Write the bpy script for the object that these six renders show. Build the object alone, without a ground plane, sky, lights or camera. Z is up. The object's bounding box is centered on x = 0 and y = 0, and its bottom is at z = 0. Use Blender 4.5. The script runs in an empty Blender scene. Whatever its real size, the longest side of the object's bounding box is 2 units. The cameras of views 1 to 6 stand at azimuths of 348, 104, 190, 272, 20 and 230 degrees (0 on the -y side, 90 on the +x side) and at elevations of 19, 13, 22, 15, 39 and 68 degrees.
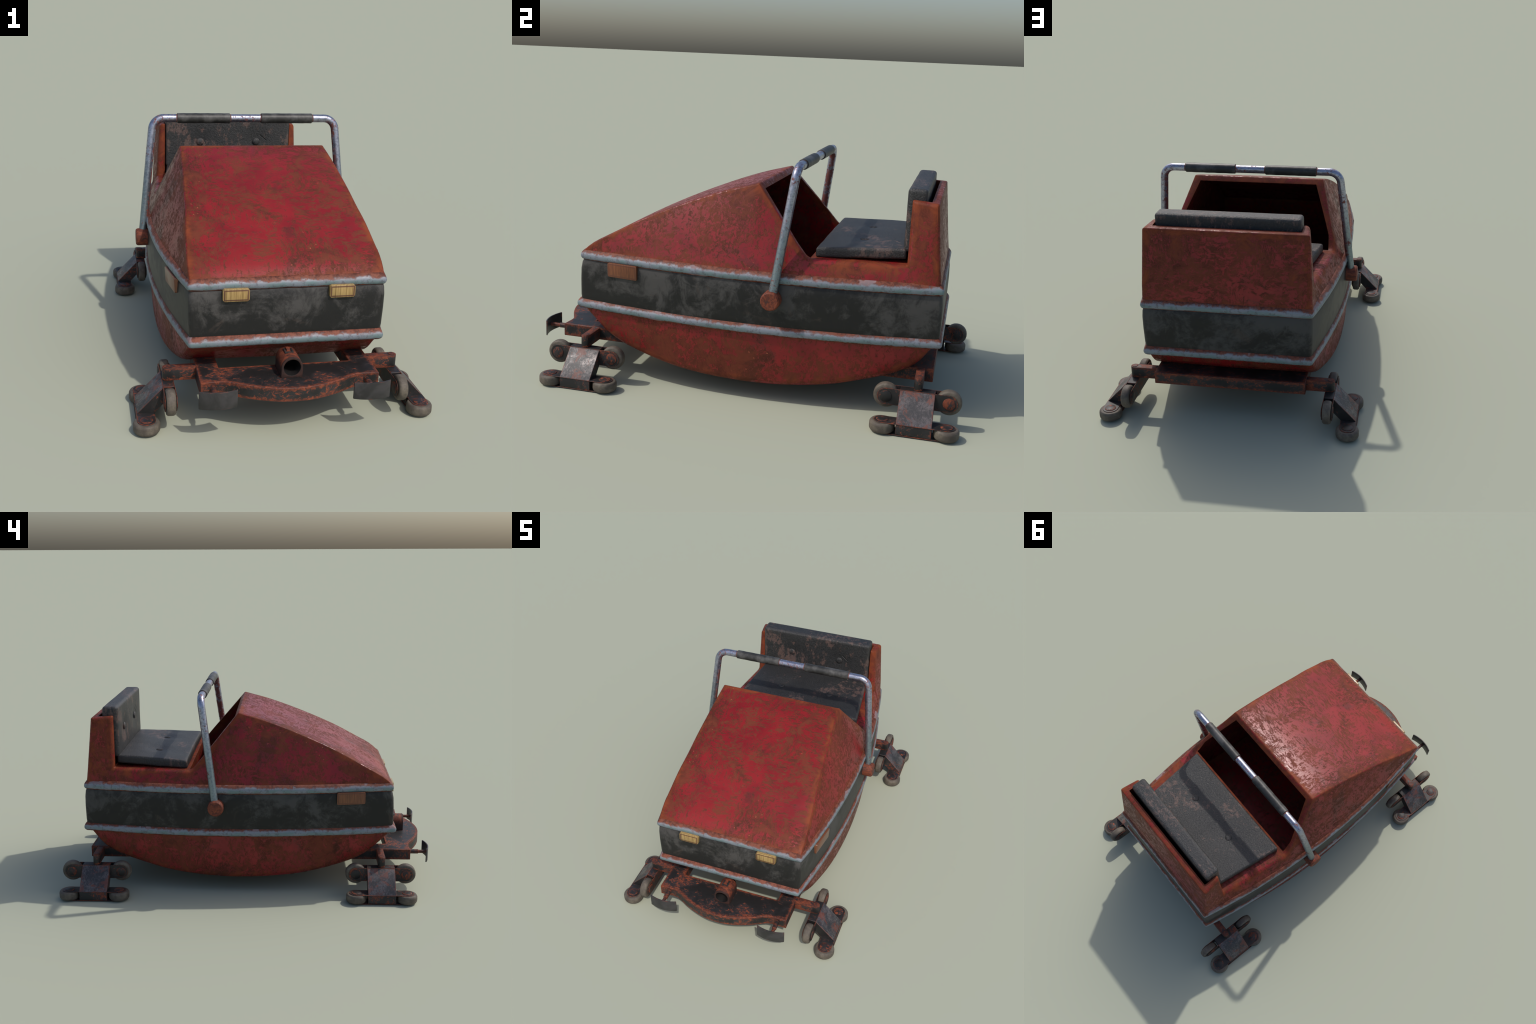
"""Old fairground ride car: red boat-shaped shell on a rusty frame with four
wheel bogies, bench seat, chrome lap bar.  Front of the car faces -y."""
import bpy, bmesh, math, random
from mathutils import Vector, Matrix, noise as mnoise
from mathutils.geometry import tessellate_polygon

random.seed(7)
mnoise.seed_set(7)
scene = bpy.context.scene


# ------------------------------------------------------------------ helpers
def lerp(a, b, t):
    return a + (b - a) * t


def interp(x, pts):
    """piecewise linear through (x, y) control points"""
    if x <= pts[0][0]:
        return pts[0][1]
    for (x0, y0), (x1, y1) in zip(pts, pts[1:]):
        if x <= x1:
            return lerp(y0, y1, (x - x0) / (x1 - x0))
    return pts[-1][1]


def smooth_interp(x, pts):
    """Catmull-Rom through control points (monotone enough for profiles)"""
    if x <= pts[0][0]:
        return pts[0][1]
    if x >= pts[-1][0]:
        return pts[-1][1]
    for i in range(len(pts) - 1):
        x0, y0 = pts[i]
        x1, y1 = pts[i + 1]
        if x <= x1:
            xm, ym = pts[max(i - 1, 0)]
            xp, yp = pts[min(i + 2, len(pts) - 1)]
            m0 = (y1 - ym) / max(x1 - xm, 1e-6)
            m1 = (yp - y0) / max(xp - x0, 1e-6)
            h = x1 - x0
            t = (x - x0) / h
            return ((2 * t**3 - 3 * t**2 + 1) * y0 + (t**3 - 2 * t**2 + t) * h * m0
                    + (-2 * t**3 + 3 * t**2) * y1 + (t**3 - t**2) * h * m1)


def linspace(a, b, n):
    return [a + (b - a) * i / (n - 1) for i in range(n)]


def make_object(name, bm, material, parent=None, smooth=35, bevel=None, bevel_seg=2,
                bevel_angle=35, recalc=True):
    if recalc:
        bmesh.ops.recalc_face_normals(bm, faces=bm.faces)
    me = bpy.data.meshes.new(name)
    bm.to_mesh(me)
    bm.free()
    ob = bpy.data.objects.new(name, me)
    scene.collection.objects.link(ob)
    me.materials.append(material)
    if bevel:
        mod = ob.modifiers.new("Bevel", 'BEVEL')
        mod.width = bevel
        mod.segments = bevel_seg
        mod.limit_method = 'ANGLE'
        mod.angle_limit = math.radians(bevel_angle)
        mod.harden_normals = False
        bake_modifiers(ob)
    shade(ob, smooth)
    if parent:
        ob.parent = parent
    return ob


def bake_modifiers(ob):
    dg = bpy.context.evaluated_depsgraph_get()
    dg.update()
    me = bpy.data.meshes.new_from_object(ob.evaluated_get(dg))
    ob.modifiers.clear()
    old = ob.data
    ob.data = me
    me.name = old.name
    bpy.data.meshes.remove(old)


def shade(ob, angle):
    me = ob.data
    me.polygons.foreach_set("use_smooth", [True] * len(me.polygons))
    me.set_sharp_from_angle(angle=math.radians(angle))


def empty(name, loc=(0, 0, 0), parent=None):
    e = bpy.data.objects.new(name, None)
    e.empty_display_size = 0.1
    scene.collection.objects.link(e)
    e.location = loc
    if parent:
        e.parent = parent
    return e


def box(bm, x0, x1, y0, y1, z0, z1):
    vs = [bm.verts.new((x, y, z)) for z in (z0, z1) for x, y in ((x0, y0), (x1, y0), (x1, y1), (x0, y1))]
    for f in ((3, 2, 1, 0), (4, 5, 6, 7), (0, 1, 5, 4), (1, 2, 6, 5), (2, 3, 7, 6), (3, 0, 4, 7)):
        bm.faces.new([vs[i] for i in f])
    return vs


def loft(bm, loops, closed=True, cap=True):
    rings = [[bm.verts.new(p) for p in lp] for lp in loops]
    n = len(rings[0])
    for a, b in zip(rings, rings[1:]):
        for i in range(n if closed else n - 1):
            j = (i + 1) % n
            bm.faces.new((a[i], a[j], b[j], b[i]))
    if cap:
        bm.faces.new(rings[0][::-1])
        bm.faces.new(rings[-1])
    return rings


def lathe(bm, profile, axis='Z', centre=(0, 0, 0), seg=28):
    """profile: (radius, along); closed by poles where radius = 0"""
    c = Vector(centre)

    def put(r, h, a):
        u, v = r * math.cos(a), r * math.sin(a)
        p = {'Z': (u, v, h), 'X': (h, u, v), 'Y': (u, h, v)}[axis]
        return c + Vector(p)
    rows = []
    for r, h in profile:
        if r < 1e-6:
            rows.append([bm.verts.new(put(0, h, 0))])
        else:
            rows.append([bm.verts.new(put(r, h, 2 * math.pi * k / seg)) for k in range(seg)])
    for a, b in zip(rows, rows[1:]):
        for k in range(seg):
            k2 = (k + 1) % seg
            if len(a) == 1:
                bm.faces.new((a[0], b[k], b[k2]))
            elif len(b) == 1:
                bm.faces.new((a[k], a[k2], b[0]))
            else:
                bm.faces.new((a[k], a[k2], b[k2], b[k]))


def prism(bm, outline, axis, lo, hi):
    """extrude a 2D outline along an axis; outline in the other two axes (xyz order)"""
    def put(p, h):
        return {'X': (h, p[0], p[1]), 'Y': (p[0], h, p[1]), 'Z': (p[0], p[1], h)}[axis]
    loft(bm, [[put(p, lo) for p in outline], [put(p, hi) for p in outline]])


def sweep_tube(bm, path, radius, seg=18, cap=True):
    path = [Vector(p) for p in path]
    loops = []
    up = None
    for i, p in enumerate(path):
        t = (path[min(i + 1, len(path) - 1)] - path[max(i - 1, 0)]).normalized()
        if up is None:
            up = Vector((0, 1, 0))
        s = t.cross(up).normalized()
        up = s.cross(t).normalized()
        loops.append([p + radius * (math.cos(a) * s + math.sin(a) * up)
                      for a in (2 * math.pi * k / seg for k in range(seg))])
    loft(bm, loops, cap=cap)


# ---------------------------------------------------------------- materials
class Mat:
    def __init__(self, name):
        self.m = bpy.data.materials.new(name)
        self.m.use_nodes = True
        self.t = self.m.node_tree
        self.t.nodes.clear()
        self.out = self.t.nodes.new("ShaderNodeOutputMaterial")
        self.bsdf = self.t.nodes.new("ShaderNodeBsdfPrincipled")
        self.t.links.new(self.bsdf.outputs[0], self.out.inputs[0])
        tc = self.t.nodes.new("ShaderNodeTexCoord")
        self.obj = tc.outputs["Object"]
        self.geo = self.t.nodes.new("ShaderNodeNewGeometry")

    def put(self, sock, v):
        if hasattr(v, "is_output"):
            self.t.links.new(v, sock)
        elif isinstance(v, (tuple, list)):
            sock.default_value = (*v, 1.0) if len(v) == 3 and sock.type == 'RGBA' else v
        else:
            sock.default_value = v

    def math(self, op, a, b=0.0, clamp=False):
        n = self.t.nodes.new("ShaderNodeMath")
        n.operation = op
        n.use_clamp = clamp
        self.put(n.inputs[0], a)
        self.put(n.inputs[1], b)
        return n.outputs[0]

    def vmath(self, op, a, b=(0, 0, 0)):
        n = self.t.nodes.new("ShaderNodeVectorMath")
        n.operation = op
        self.put(n.inputs[0], a)
        self.put(n.inputs[1], b)
        return n.outputs["Value"] if op in ('DOT_PRODUCT', 'LENGTH', 'DISTANCE') else n.outputs[0]

    def random_shift(self, vec=None, amount=9.0):
        info = self.t.nodes.new("ShaderNodeObjectInfo")
        k = self.math('MULTIPLY', info.outputs["Random"], amount)
        c = self.t.nodes.new("ShaderNodeCombineXYZ")
        for i in range(3):
            self.put(c.inputs[i], k)
        return self.vmath('ADD', vec or self.obj, c.outputs[0])

    def scaled(self, s, vec=None, rot=(0, 0, 0)):
        n = self.t.nodes.new("ShaderNodeMapping")
        self.put(n.inputs[0], vec or self.obj)
        n.inputs["Scale"].default_value = s
        n.inputs["Rotation"].default_value = rot
        return n.outputs[0]

    def noise(self, scale, detail=4, rough=0.55, dist=0.0, vec=None, colour=False):
        n = self.t.nodes.new("ShaderNodeTexNoise")
        self.put(n.inputs["Vector"], vec or self.obj)
        n.inputs["Scale"].default_value = scale
        n.inputs["Detail"].default_value = detail
        n.inputs["Roughness"].default_value = rough
        n.inputs["Distortion"].default_value = dist
        return n.outputs["Color" if colour else 0]

    def voronoi(self, scale, vec=None, feature='F1', rand=1.0):
        n = self.t.nodes.new("ShaderNodeTexVoronoi")
        n.feature = feature
        self.put(n.inputs["Vector"], vec or self.obj)
        n.inputs["Scale"].default_value = scale
        n.inputs["Randomness"].default_value = rand
        return n.outputs["Distance"], n.outputs.get("Color")

    def step(self, v, lo, hi):
        n = self.t.nodes.new("ShaderNodeMapRange")
        n.interpolation_type = 'SMOOTHSTEP'
        self.put(n.inputs["Value"], v)
        n.inputs["From Min"].default_value = lo
        n.inputs["From Max"].default_value = hi
        return n.outputs[0]

    def mix(self, f, a, b, mode='MIX'):
        n = self.t.nodes.new("ShaderNodeMix")
        n.data_type = 'RGBA'
        n.blend_type = mode
        n.clamp_factor = True
        self.put(n.inputs[0], f)
        self.put(n.inputs[6], a)
        self.put(n.inputs[7], b)
        return n.outputs[2]

    def sep(self, vec):
        n = self.t.nodes.new("ShaderNodeSeparateXYZ")
        self.put(n.inputs[0], vec)
        return n.outputs

    def edge(self, radius, samples=6):
        """0 on flats, rising to 1 near edges, from a rounded-normal comparison"""
        b = self.t.nodes.new("ShaderNodeBevel")
        b.samples = samples
        b.inputs["Radius"].default_value = radius
        d = self.vmath('DOT_PRODUCT', b.outputs[0], self.geo.outputs["True Normal"])
        return self.math('MULTIPLY', self.math('POWER', self.math('MAXIMUM', self.math('SUBTRACT', 1.0, d), 0.0), 0.5), 2.4, clamp=True)

    def bump(self, height, strength=0.3, dist=0.003, normal=None):
        n = self.t.nodes.new("ShaderNodeBump")
        n.inputs["Strength"].default_value = strength
        n.inputs["Distance"].default_value = dist
        self.put(n.inputs["Height"], height)
        if normal is not None:
            self.put(n.inputs["Normal"], normal)
        self.put(self.bsdf.inputs["Normal"], n.outputs[0])
        return n.outputs[0]

    def set(self, **kw):
        names = dict(colour="Base Color", rough="Roughness", metal="Metallic", spec="Specular IOR Level",
                     coat="Coat Weight", coat_rough="Coat Roughness", sheen="Sheen Weight")
        for k, v in kw.items():
            self.put(self.bsdf.inputs[names[k]], v)
        return self.m


def red_paint(name="worn_red_paint", inside=False):
    M = Mat(name)
    big = M.noise(3.0, 4, 0.55, 0.5)
    mid = M.noise(10, 8, 0.72, 0.8)
    # brush-like scratches in two directions that take turns
    st_a = M.noise(1, 8, 0.72, 0.9, M.scaled((22, 62, 40), rot=(0, 0, 0.25)))
    st_b = M.noise(1, 8, 0.72, 0.9, M.scaled((70, 26, 24), rot=(0, 0, -0.5)))
    turn = M.step(M.noise(4.5, 3, 0.5, 0.3), 0.46, 0.54)
    mixn = M.t.nodes.new("ShaderNodeMix")
    M.put(mixn.inputs[0], turn)
    M.put(mixn.inputs[2], st_a)
    M.put(mixn.inputs[3], st_b)
    strokes = mixn.outputs[0]
    fine = M.noise(1, 5, 0.85, 0.6, M.scaled((70, 120, 95), rot=(0, 0, 0.3)))
    wear = M.edge(0.060, 12)
    # weighted sum about a zero mean
    m = M.math('MULTIPLY', M.math('SUBTRACT', big, 0.5), 0.42)
    m = M.math('ADD', m, M.math('MULTIPLY', M.math('SUBTRACT', mid, 0.5), 0.60))
    m = M.math('ADD', m, M.math('MULTIPLY', M.math('SUBTRACT', strokes, 0.5), 0.85))
    m = M.math('ADD', m, M.math('MULTIPLY', M.math('SUBTRACT', fine, 0.5), 0.62))
    m = M.math('ADD', m, M.math('MULTIPLY', wear, 0.14))
    rust = M.step(m, -0.048, 0.045)
    tone = M.noise(5.5, 5, 0.6, 0.3)
    red = M.mix(M.step(tone, 0.36, 0.64), (0.195, 0.0072, 0.0100), (0.250, 0.0120, 0.0132))
    red = M.mix(M.math('MULTIPLY', M.step(strokes, 0.53, 0.64), 0.45), red, (0.115, 0.0125, 0.0120))
    brown = M.mix(M.step(mid, 0.40, 0.60), (0.064, 0.0230, 0.0135), (0.135, 0.0410, 0.0215))
    brown = M.mix(M.math('MULTIPLY', M.step(fine, 0.50, 0.62), 0.35), brown, (0.20, 0.060, 0.030))
    col = M.mix(M.math('MULTIPLY', rust, 0.84), red, brown)
    orange = M.mix(M.step(mid, 0.36, 0.64), (0.120, 0.029, 0.012), (0.240, 0.053, 0.019))
    ring = M.step(M.math('ADD', M.math('MULTIPLY', wear, 0.85), M.math('ADD', M.math('MULTIPLY', M.math('SUBTRACT', mid, 0.5), 1.3), M.math('MULTIPLY', M.math('SUBTRACT', strokes, 0.5), 0.6))), 0.24, 0.62)
    # the seat sill and posts have lost most of their paint
    px, py, pz = M.sep(M.obj)
    sill = M.math('MULTIPLY', M.step(py, 0.20, 0.34), M.step(pz, 0.615, 0.672))
    sill = M.math('MULTIPLY', sill, M.step(M.math('ADD', M.math('SUBTRACT', 0.715, pz), M.math('MULTIPLY', M.math('SUBTRACT', mid, 0.5), 0.3)), 0.0, 0.09))
    low = M.math('MULTIPLY', M.step(M.math('ADD', pz, M.math('MULTIPLY', M.math('SUBTRACT', mid, 0.5), 0.12)), 0.640, 0.600), M.step(pz, 0.55, 0.56))
    sill = M.math('MAXIMUM', sill, M.math('MULTIPLY', low, 0.6))
    sill = M.math('MULTIPLY', sill, M.step(M.sep(M.geo.outputs["Normal"])[1], 0.8, 0.5))
    sill = M.math('MULTIPLY', sill, M.step(M.math('ADD', mid, M.math('MULTIPLY', M.math('SUBTRACT', fine, 0.5), 0.5)), 0.40, 0.52))
    ring = M.math('MAXIMUM', ring, sill)
    col = M.mix(M.math('MULTIPLY', ring, 0.85), col, orange)
    # dark brown grime in cloudy patches
    grime = M.step(M.math('ADD', M.noise(4.2, 8, 0.72, 0.6), M.math('MULTIPLY', M.math('SUBTRACT', fine, 0.5), 0.3)), 0.53, 0.64)
    col = M.mix(M.math('MULTIPLY', grime, 0.55), col, (0.050, 0.019, 0.012))
    # pale chipped specks
    spot, sc = M.voronoi(30, M.vmath('ADD', M.obj, M.scaled((0.02, 0.02, 0.02), M.noise(60, 3, 0.6, colour=True))))
    speck = M.math('MULTIPLY', M.step(spot, 0.13, 0.06), M.step(M.noise(4.5, 2), 0.56, 0.62))
    col = M.mix(M.math('MULTIPLY', speck, 0.7), col, (0.42, 0.11, 0.06))
    rough = M.math('ADD', M.math('MULTIPLY', rust, 0.20), M.math('MULTIPLY', M.math('SUBTRACT', strokes, 0.5), 0.8))
    rough = M.math('MAXIMUM', M.math('ADD', rough, 0.33), 0.30)
    M.bump(M.math('ADD', M.math('MULTIPLY', strokes, 0.6), M.math('MULTIPLY', rust, 0.35)), 0.12, 0.003)
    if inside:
        col = M.mix(0.30, col, (0.012, 0.002, 0.002))  # same red paint, with the shade of the recess mixed into its colour
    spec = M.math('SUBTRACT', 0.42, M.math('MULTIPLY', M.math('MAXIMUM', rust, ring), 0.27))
    return M.set(colour=col, rough=rough, spec=0.1 if inside else spec)


def black_paint():
    M = Mat("dusty_black_paint")
    p = M.obj
    big = M.noise(4.0, 7, 0.66, 0.7)
    mid = M.noise(15, 9, 0.74, 0.6)
    x, y, z = M.sep(p)
    up = M.step(z, 0.36, 0.58)
    d = M.math('ADD', M.math('MULTIPLY', big, 0.62), M.math('MULTIPLY', mid, 0.38))
    d = M.math('ADD', d, M.math('MULTIPLY', up, 0.07))
    dust = M.step(d, 0.495, 0.635)
    col = M.mix(M.math('MULTIPLY', dust, 0.78), (0.0150, 0.0150, 0.0147), (0.080, 0.076, 0.072))
    col = M.mix(M.math('MULTIPLY', M.step(M.noise(7, 5, 0.6, 1.0), 0.62, 0.72), 0.4), col, (0.075, 0.055, 0.045))
    wear = M.edge(0.012, 4)
    col = M.mix(M.math('MULTIPLY', wear, 0.35), col, (0.06, 0.055, 0.05))
    M.bump(mid, 0.35, 0.005)
    return M.set(colour=col, rough=M.math('ADD', 0.42, M.math('MULTIPLY', dust, 0.2)), spec=0.28)


def trim_metal():
    M = Mat("weathered_trim_metal")
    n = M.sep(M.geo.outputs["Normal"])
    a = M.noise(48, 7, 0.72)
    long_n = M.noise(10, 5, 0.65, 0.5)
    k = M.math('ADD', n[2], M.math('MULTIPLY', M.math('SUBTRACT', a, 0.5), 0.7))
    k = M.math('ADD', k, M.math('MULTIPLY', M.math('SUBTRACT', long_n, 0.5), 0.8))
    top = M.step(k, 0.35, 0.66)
    low = M.step(k, -0.52, -0.68)
    hue = M.noise(13, 4, 0.55, vec=M.scaled((1, 1, 2)))
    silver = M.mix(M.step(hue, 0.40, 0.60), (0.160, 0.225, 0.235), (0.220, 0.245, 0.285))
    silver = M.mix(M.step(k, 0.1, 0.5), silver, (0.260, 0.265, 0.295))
    silver = M.mix(M.math('MULTIPLY', M.step(a, 0.50, 0.62), 0.6), silver, (0.105, 0.105, 0.125))
    rustc = M.mix(M.step(a, 0.4, 0.6), (0.085, 0.022, 0.012), (0.200, 0.060, 0.034))
    rust = M.math('MAXIMUM', top, low)
    col = M.mix(rust, silver, rustc)
    chip = M.step(M.noise(6.5, 3, 0.5), 0.63, 0.66)
    col = M.mix(M.math('MULTIPLY', M.math('MULTIPLY', chip, rust), 0.7), col, (0.30, 0.22, 0.23))
    M.bump(M.math('ADD', M.math('MULTIPLY', a, 0.5), M.math('MULTIPLY', M.math('SUBTRACT', 1.0, rust), 0.4)), 0.35, 0.003)
    return M.set(colour=col, metal=M.math('MULTIPLY', M.math('SUBTRACT', 1.0, rust), 0.25),
                 rough=M.math('ADD', 0.50, M.math('MULTIPLY', rust, 0.15)), spec=0.35)


def chrome():
    M = Mat("pitted_chrome")
    a = M.noise(55, 7, 0.72, 0.3)
    b = M.noise(9, 4, 0.6)
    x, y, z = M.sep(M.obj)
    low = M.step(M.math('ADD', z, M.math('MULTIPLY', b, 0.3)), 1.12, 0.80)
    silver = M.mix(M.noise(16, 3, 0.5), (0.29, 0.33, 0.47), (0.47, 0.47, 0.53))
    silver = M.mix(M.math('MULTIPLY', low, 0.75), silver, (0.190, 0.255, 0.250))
    nx = M.sep(M.geo.outputs["Normal"])
    inner = M.math('MULTIPLY', M.math('MULTIPLY', nx[0], -1.0), M.math('SIGN', x))
    silver = M.mix(M.math('MULTIPLY', M.step(M.noise(80, 5, 0.7), 0.46, 0.60), 0.6), silver, (0.15, 0.17, 0.21))
    k = M.math('ADD', M.math('MULTIPLY', a, 0.6), M.math('MULTIPLY', b, 0.4))
    k = M.math('ADD', k, M.math('MULTIPLY', M.step(inner, 0.2, 0.9), 0.10))
    pits = M.step(k, 0.538, 0.595)
    col = M.mix(pits, silver, M.mix(a, (0.06, 0.03, 0.04), (0.24, 0.07, 0.045)))
    # rust rings where the grips end
    ax = M.math('ABSOLUTE', x)
    r1 = M.math('LESS_THAN', M.math('ABSOLUTE', M.math('SUBTRACT', ax, 0.0765)), 0.004)
    r2 = M.math('LESS_THAN', M.math('ABSOLUTE', M.math('SUBTRACT', ax, 0.339)), 0.004)
    ring = M.math('MULTIPLY', M.math('MAXIMUM', r1, r2), 0.9)
    col = M.mix(ring, col, (0.13, 0.04, 0.022))
    dull = M.math('MAXIMUM', pits, ring)
    M.bump(k, 0.25, 0.004)
    return M.set(colour=col, metal=M.math('SUBTRACT', 0.88, M.math('MULTIPLY', dull, 0.7)),
                 rough=M.math('ADD', M.math('ADD', 0.30, M.math('MULTIPLY', dull, 0.35)), M.math('MULTIPLY', low, 0.16)))


def rubber():
    M = Mat("black_grip_rubber")
    a = M.noise(14, 5, 0.6)
    col = M.mix(M.step(a, 0.42, 0.68), (0.024, 0.024, 0.023), (0.085, 0.083, 0.080))
    M.bump(M.noise(60, 5, 0.6, 0.5), 0.2, 0.003)
    return M.set(colour=col, rough=0.48, spec=0.45)


def rusty_iron(name="rusty_black_iron", amount=0.0, shift=False, gloss=0.5, edge=0.012, edge_gain=0.16, hollow=False, fine=1.0, lift=1.0):
    M = Mat(name)
    v = M.random_shift() if shift else M.obj
    big = M.noise(8, 5, 0.6, 0.4, v)
    st = M.noise(1, 9, 0.75, 1.1, M.scaled((26 * fine, 52 * fine, 40 * fine), v, rot=(0, 0, 0.2)))
    wear = M.edge(edge, 8)
    m = M.math('MULTIPLY', M.math('SUBTRACT', big, 0.5), 0.55)
    m = M.math('ADD', m, M.math('MULTIPLY', M.math('SUBTRACT', st, 0.5), 0.75))
    m = M.math('ADD', m, M.math('MULTIPLY', wear, edge_gain))
    rust = M.step(m, 0.015 - amount, 0.105 - amount)
    rustc = M.mix(M.step(st, 0.42, 0.62), (0.105, 0.024, 0.012), (0.265, 0.060, 0.023))
    dark = M.mix(M.step(big, 0.40, 0.6), [c * lift for c in (0.014, 0.0135, 0.0135)], [c * lift for c in (0.028, 0.026, 0.027)])
    col = M.mix(M.math('MULTIPLY', rust, 0.88), dark, rustc)
    if hollow:      # bore, mouth and lower sides of the socket are darker, bore nearly black
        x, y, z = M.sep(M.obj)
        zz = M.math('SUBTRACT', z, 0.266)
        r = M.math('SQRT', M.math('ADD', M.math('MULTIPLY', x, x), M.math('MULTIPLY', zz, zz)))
        darker = M.math('MAXIMUM', M.step(r, 0.0375, 0.0355), M.step(y, -0.878, -0.8945))
        darker = M.math('MAXIMUM', darker, M.step(z, 0.285, 0.255))
        col = M.mix(M.math('MULTIPLY', darker, 0.85), col, (0.016, 0.012, 0.011))
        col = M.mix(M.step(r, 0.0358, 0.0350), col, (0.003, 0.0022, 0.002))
    M.bump(M.math('ADD', M.math('MULTIPLY', st, 0.5), M.math('MULTIPLY', rust, 0.3)), 0.3, 0.003)
    return M.set(colour=col, rough=M.math('ADD', gloss, M.math('MULTIPLY', rust, 0.22)), spec=0.42)


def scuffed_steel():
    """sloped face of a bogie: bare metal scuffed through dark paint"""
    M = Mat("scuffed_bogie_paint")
    v = M.random_shift()
    st = M.noise(85, 8, 0.8, 0.6, M.scaled((1, 1.2, 0.8), v))
    big = M.noise(14, 4, 0.6, 0.3, v)
    wear = M.edge(0.009, 6)
    k = M.math('ADD', M.math('MULTIPLY', st, 0.6), M.math('MULTIPLY', big, 0.4))
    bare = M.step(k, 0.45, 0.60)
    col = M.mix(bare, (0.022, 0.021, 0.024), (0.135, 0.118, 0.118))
    r = M.step(M.math('ADD', M.noise(20, 8, 0.75, 0.7, v), M.math('MULTIPLY', wear, 0.16)), 0.545, 0.61)
    col = M.mix(M.math('MULTIPLY', r, 0.8), col, (0.14, 0.036, 0.020))
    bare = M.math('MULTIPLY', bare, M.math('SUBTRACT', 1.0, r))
    M.bump(k, 0.3, 0.003)
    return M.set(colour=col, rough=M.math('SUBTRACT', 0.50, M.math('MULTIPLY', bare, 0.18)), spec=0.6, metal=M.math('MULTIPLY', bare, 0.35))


def tyre_rubber():
    M = Mat("worn_grey_tyre")
    v = M.random_shift()
    a = M.noise(22, 7, 0.7, 0.3, v)
    b = M.noise(1, 6, 0.7, 0.4, M.scaled((70, 70, 160), v))
    col = M.mix(M.step(a, 0.35, 0.7), (0.078, 0.064, 0.052), (0.150, 0.128, 0.098))
    col = M.mix(M.math('MULTIPLY', M.step(b, 0.48, 0.7), 0.5), col, (0.075, 0.058, 0.052))
    M.bump(b, 0.2, 0.002)
    return M.set(colour=col, rough=0.62, spec=0.35)


def leather():
    M = Mat("cracked_black_leather")
    grain = M.noise(115, 5, 0.7, 0.5)
    scuff_n = M.noise(34, 9, 0.76, 0.3, M.scaled((1.0, 1.0, 0.5)))
    big = M.noise(4.2, 4, 0.6, 0.3)
    wear = M.edge(0.012, 4)
    s = M.math('ADD', M.math('MULTIPLY', scuff_n, 0.62), M.math('MULTIPLY', big, 0.42))
    s = M.math('ADD', s, M.math('MULTIPLY', wear, 0.05))
    face = M.math('MULTIPLY', M.step(M.sep(M.obj)[2], 0.76, 0.80), M.step(M.math('ABSOLUTE', M.math('ADD', M.sep(M.obj)[0], 0.16)), 0.30, 0.05))
    s = M.math('ADD', s, M.math('MULTIPLY', face, 0.035))
    scuff = M.step(s, 0.556, 0.606)
    base = M.mix(M.step(grain, 0.3, 0.7), (0.0135, 0.0135, 0.0138), (0.028, 0.028, 0.0285))
    col = M.mix(M.math('MULTIPLY', scuff, 0.68), base, M.mix(M.noise(12, 3), (0.15, 0.085, 0.06), (0.12, 0.075, 0.07)))
    col = M.mix(M.math('MULTIPLY', wear, 0.22), col, (0.085, 0.078, 0.073))
    # one short slit torn in the backrest
    x, y, z = M.sep(M.obj)
    along = M.math('ADD', M.math('MULTIPLY', M.math('SUBTRACT', x, 0.194), 0.78), M.math('MULTIPLY', M.math('SUBTRACT', z, 0.885), -0.62))
    across = M.math('ADD', M.math('MULTIPLY', M.math('SUBTRACT', x, 0.194), 0.62), M.math('MULTIPLY', M.math('SUBTRACT', z, 0.885), 0.78))
    slit = M.math('MULTIPLY', M.math('LESS_THAN', M.math('ABSOLUTE', along), 0.024), M.step(M.math('ABSOLUTE', across), 0.004, 0.0015))
    slit = M.math('MULTIPLY', slit, M.math('GREATER_THAN', z, 0.8))
    col = M.mix(slit, col, (0.004, 0.004, 0.004))
    h = M.math('ADD', M.math('MULTIPLY', grain, 1.0), M.math('MULTIPLY', M.math('SUBTRACT', 1.0, slit), 1.5))
    M.bump(h, 0.7, 0.006)
    return M.set(colour=col, rough=M.math('ADD', 0.40, M.math('MULTIPLY', grain, 0.18)), spec=0.6)


def lamp_glass(name, light, dark, frame, centre, half, axis):
    """ribbed lens with a dark inner frame line drawn in object space"""
    M = Mat(name)
    x, y, z = M.sep(M.obj)
    u = x if axis == 'x' else y
    rib = M.noise(1.0, 5, 0.7, 0.0, M.scaled((150, 150, 7)))
    col = M.mix(M.step(rib, 0.3, 0.72), dark, light)
    du = M.math('SUBTRACT', M.math('ABSOLUTE', M.math('SUBTRACT', M.math('ABSOLUTE', u), centre[0])), half[0])
    dz = M.math('SUBTRACT', M.math('ABSOLUTE', M.math('SUBTRACT', z, centre[1])), half[1])
    d = M.math('MAXIMUM', du, dz)
    line = M.math('MULTIPLY', M.step(d, -0.0105, -0.0085), M.step(d, -0.0025, -0.0045))
    col = M.mix(M.math('MULTIPLY', line, 0.85), col, frame)
    M.bump(rib, 0.25, 0.002)
    return M.set(colour=col, rough=0.35, spec=0.5, coat=0.2)


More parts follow.
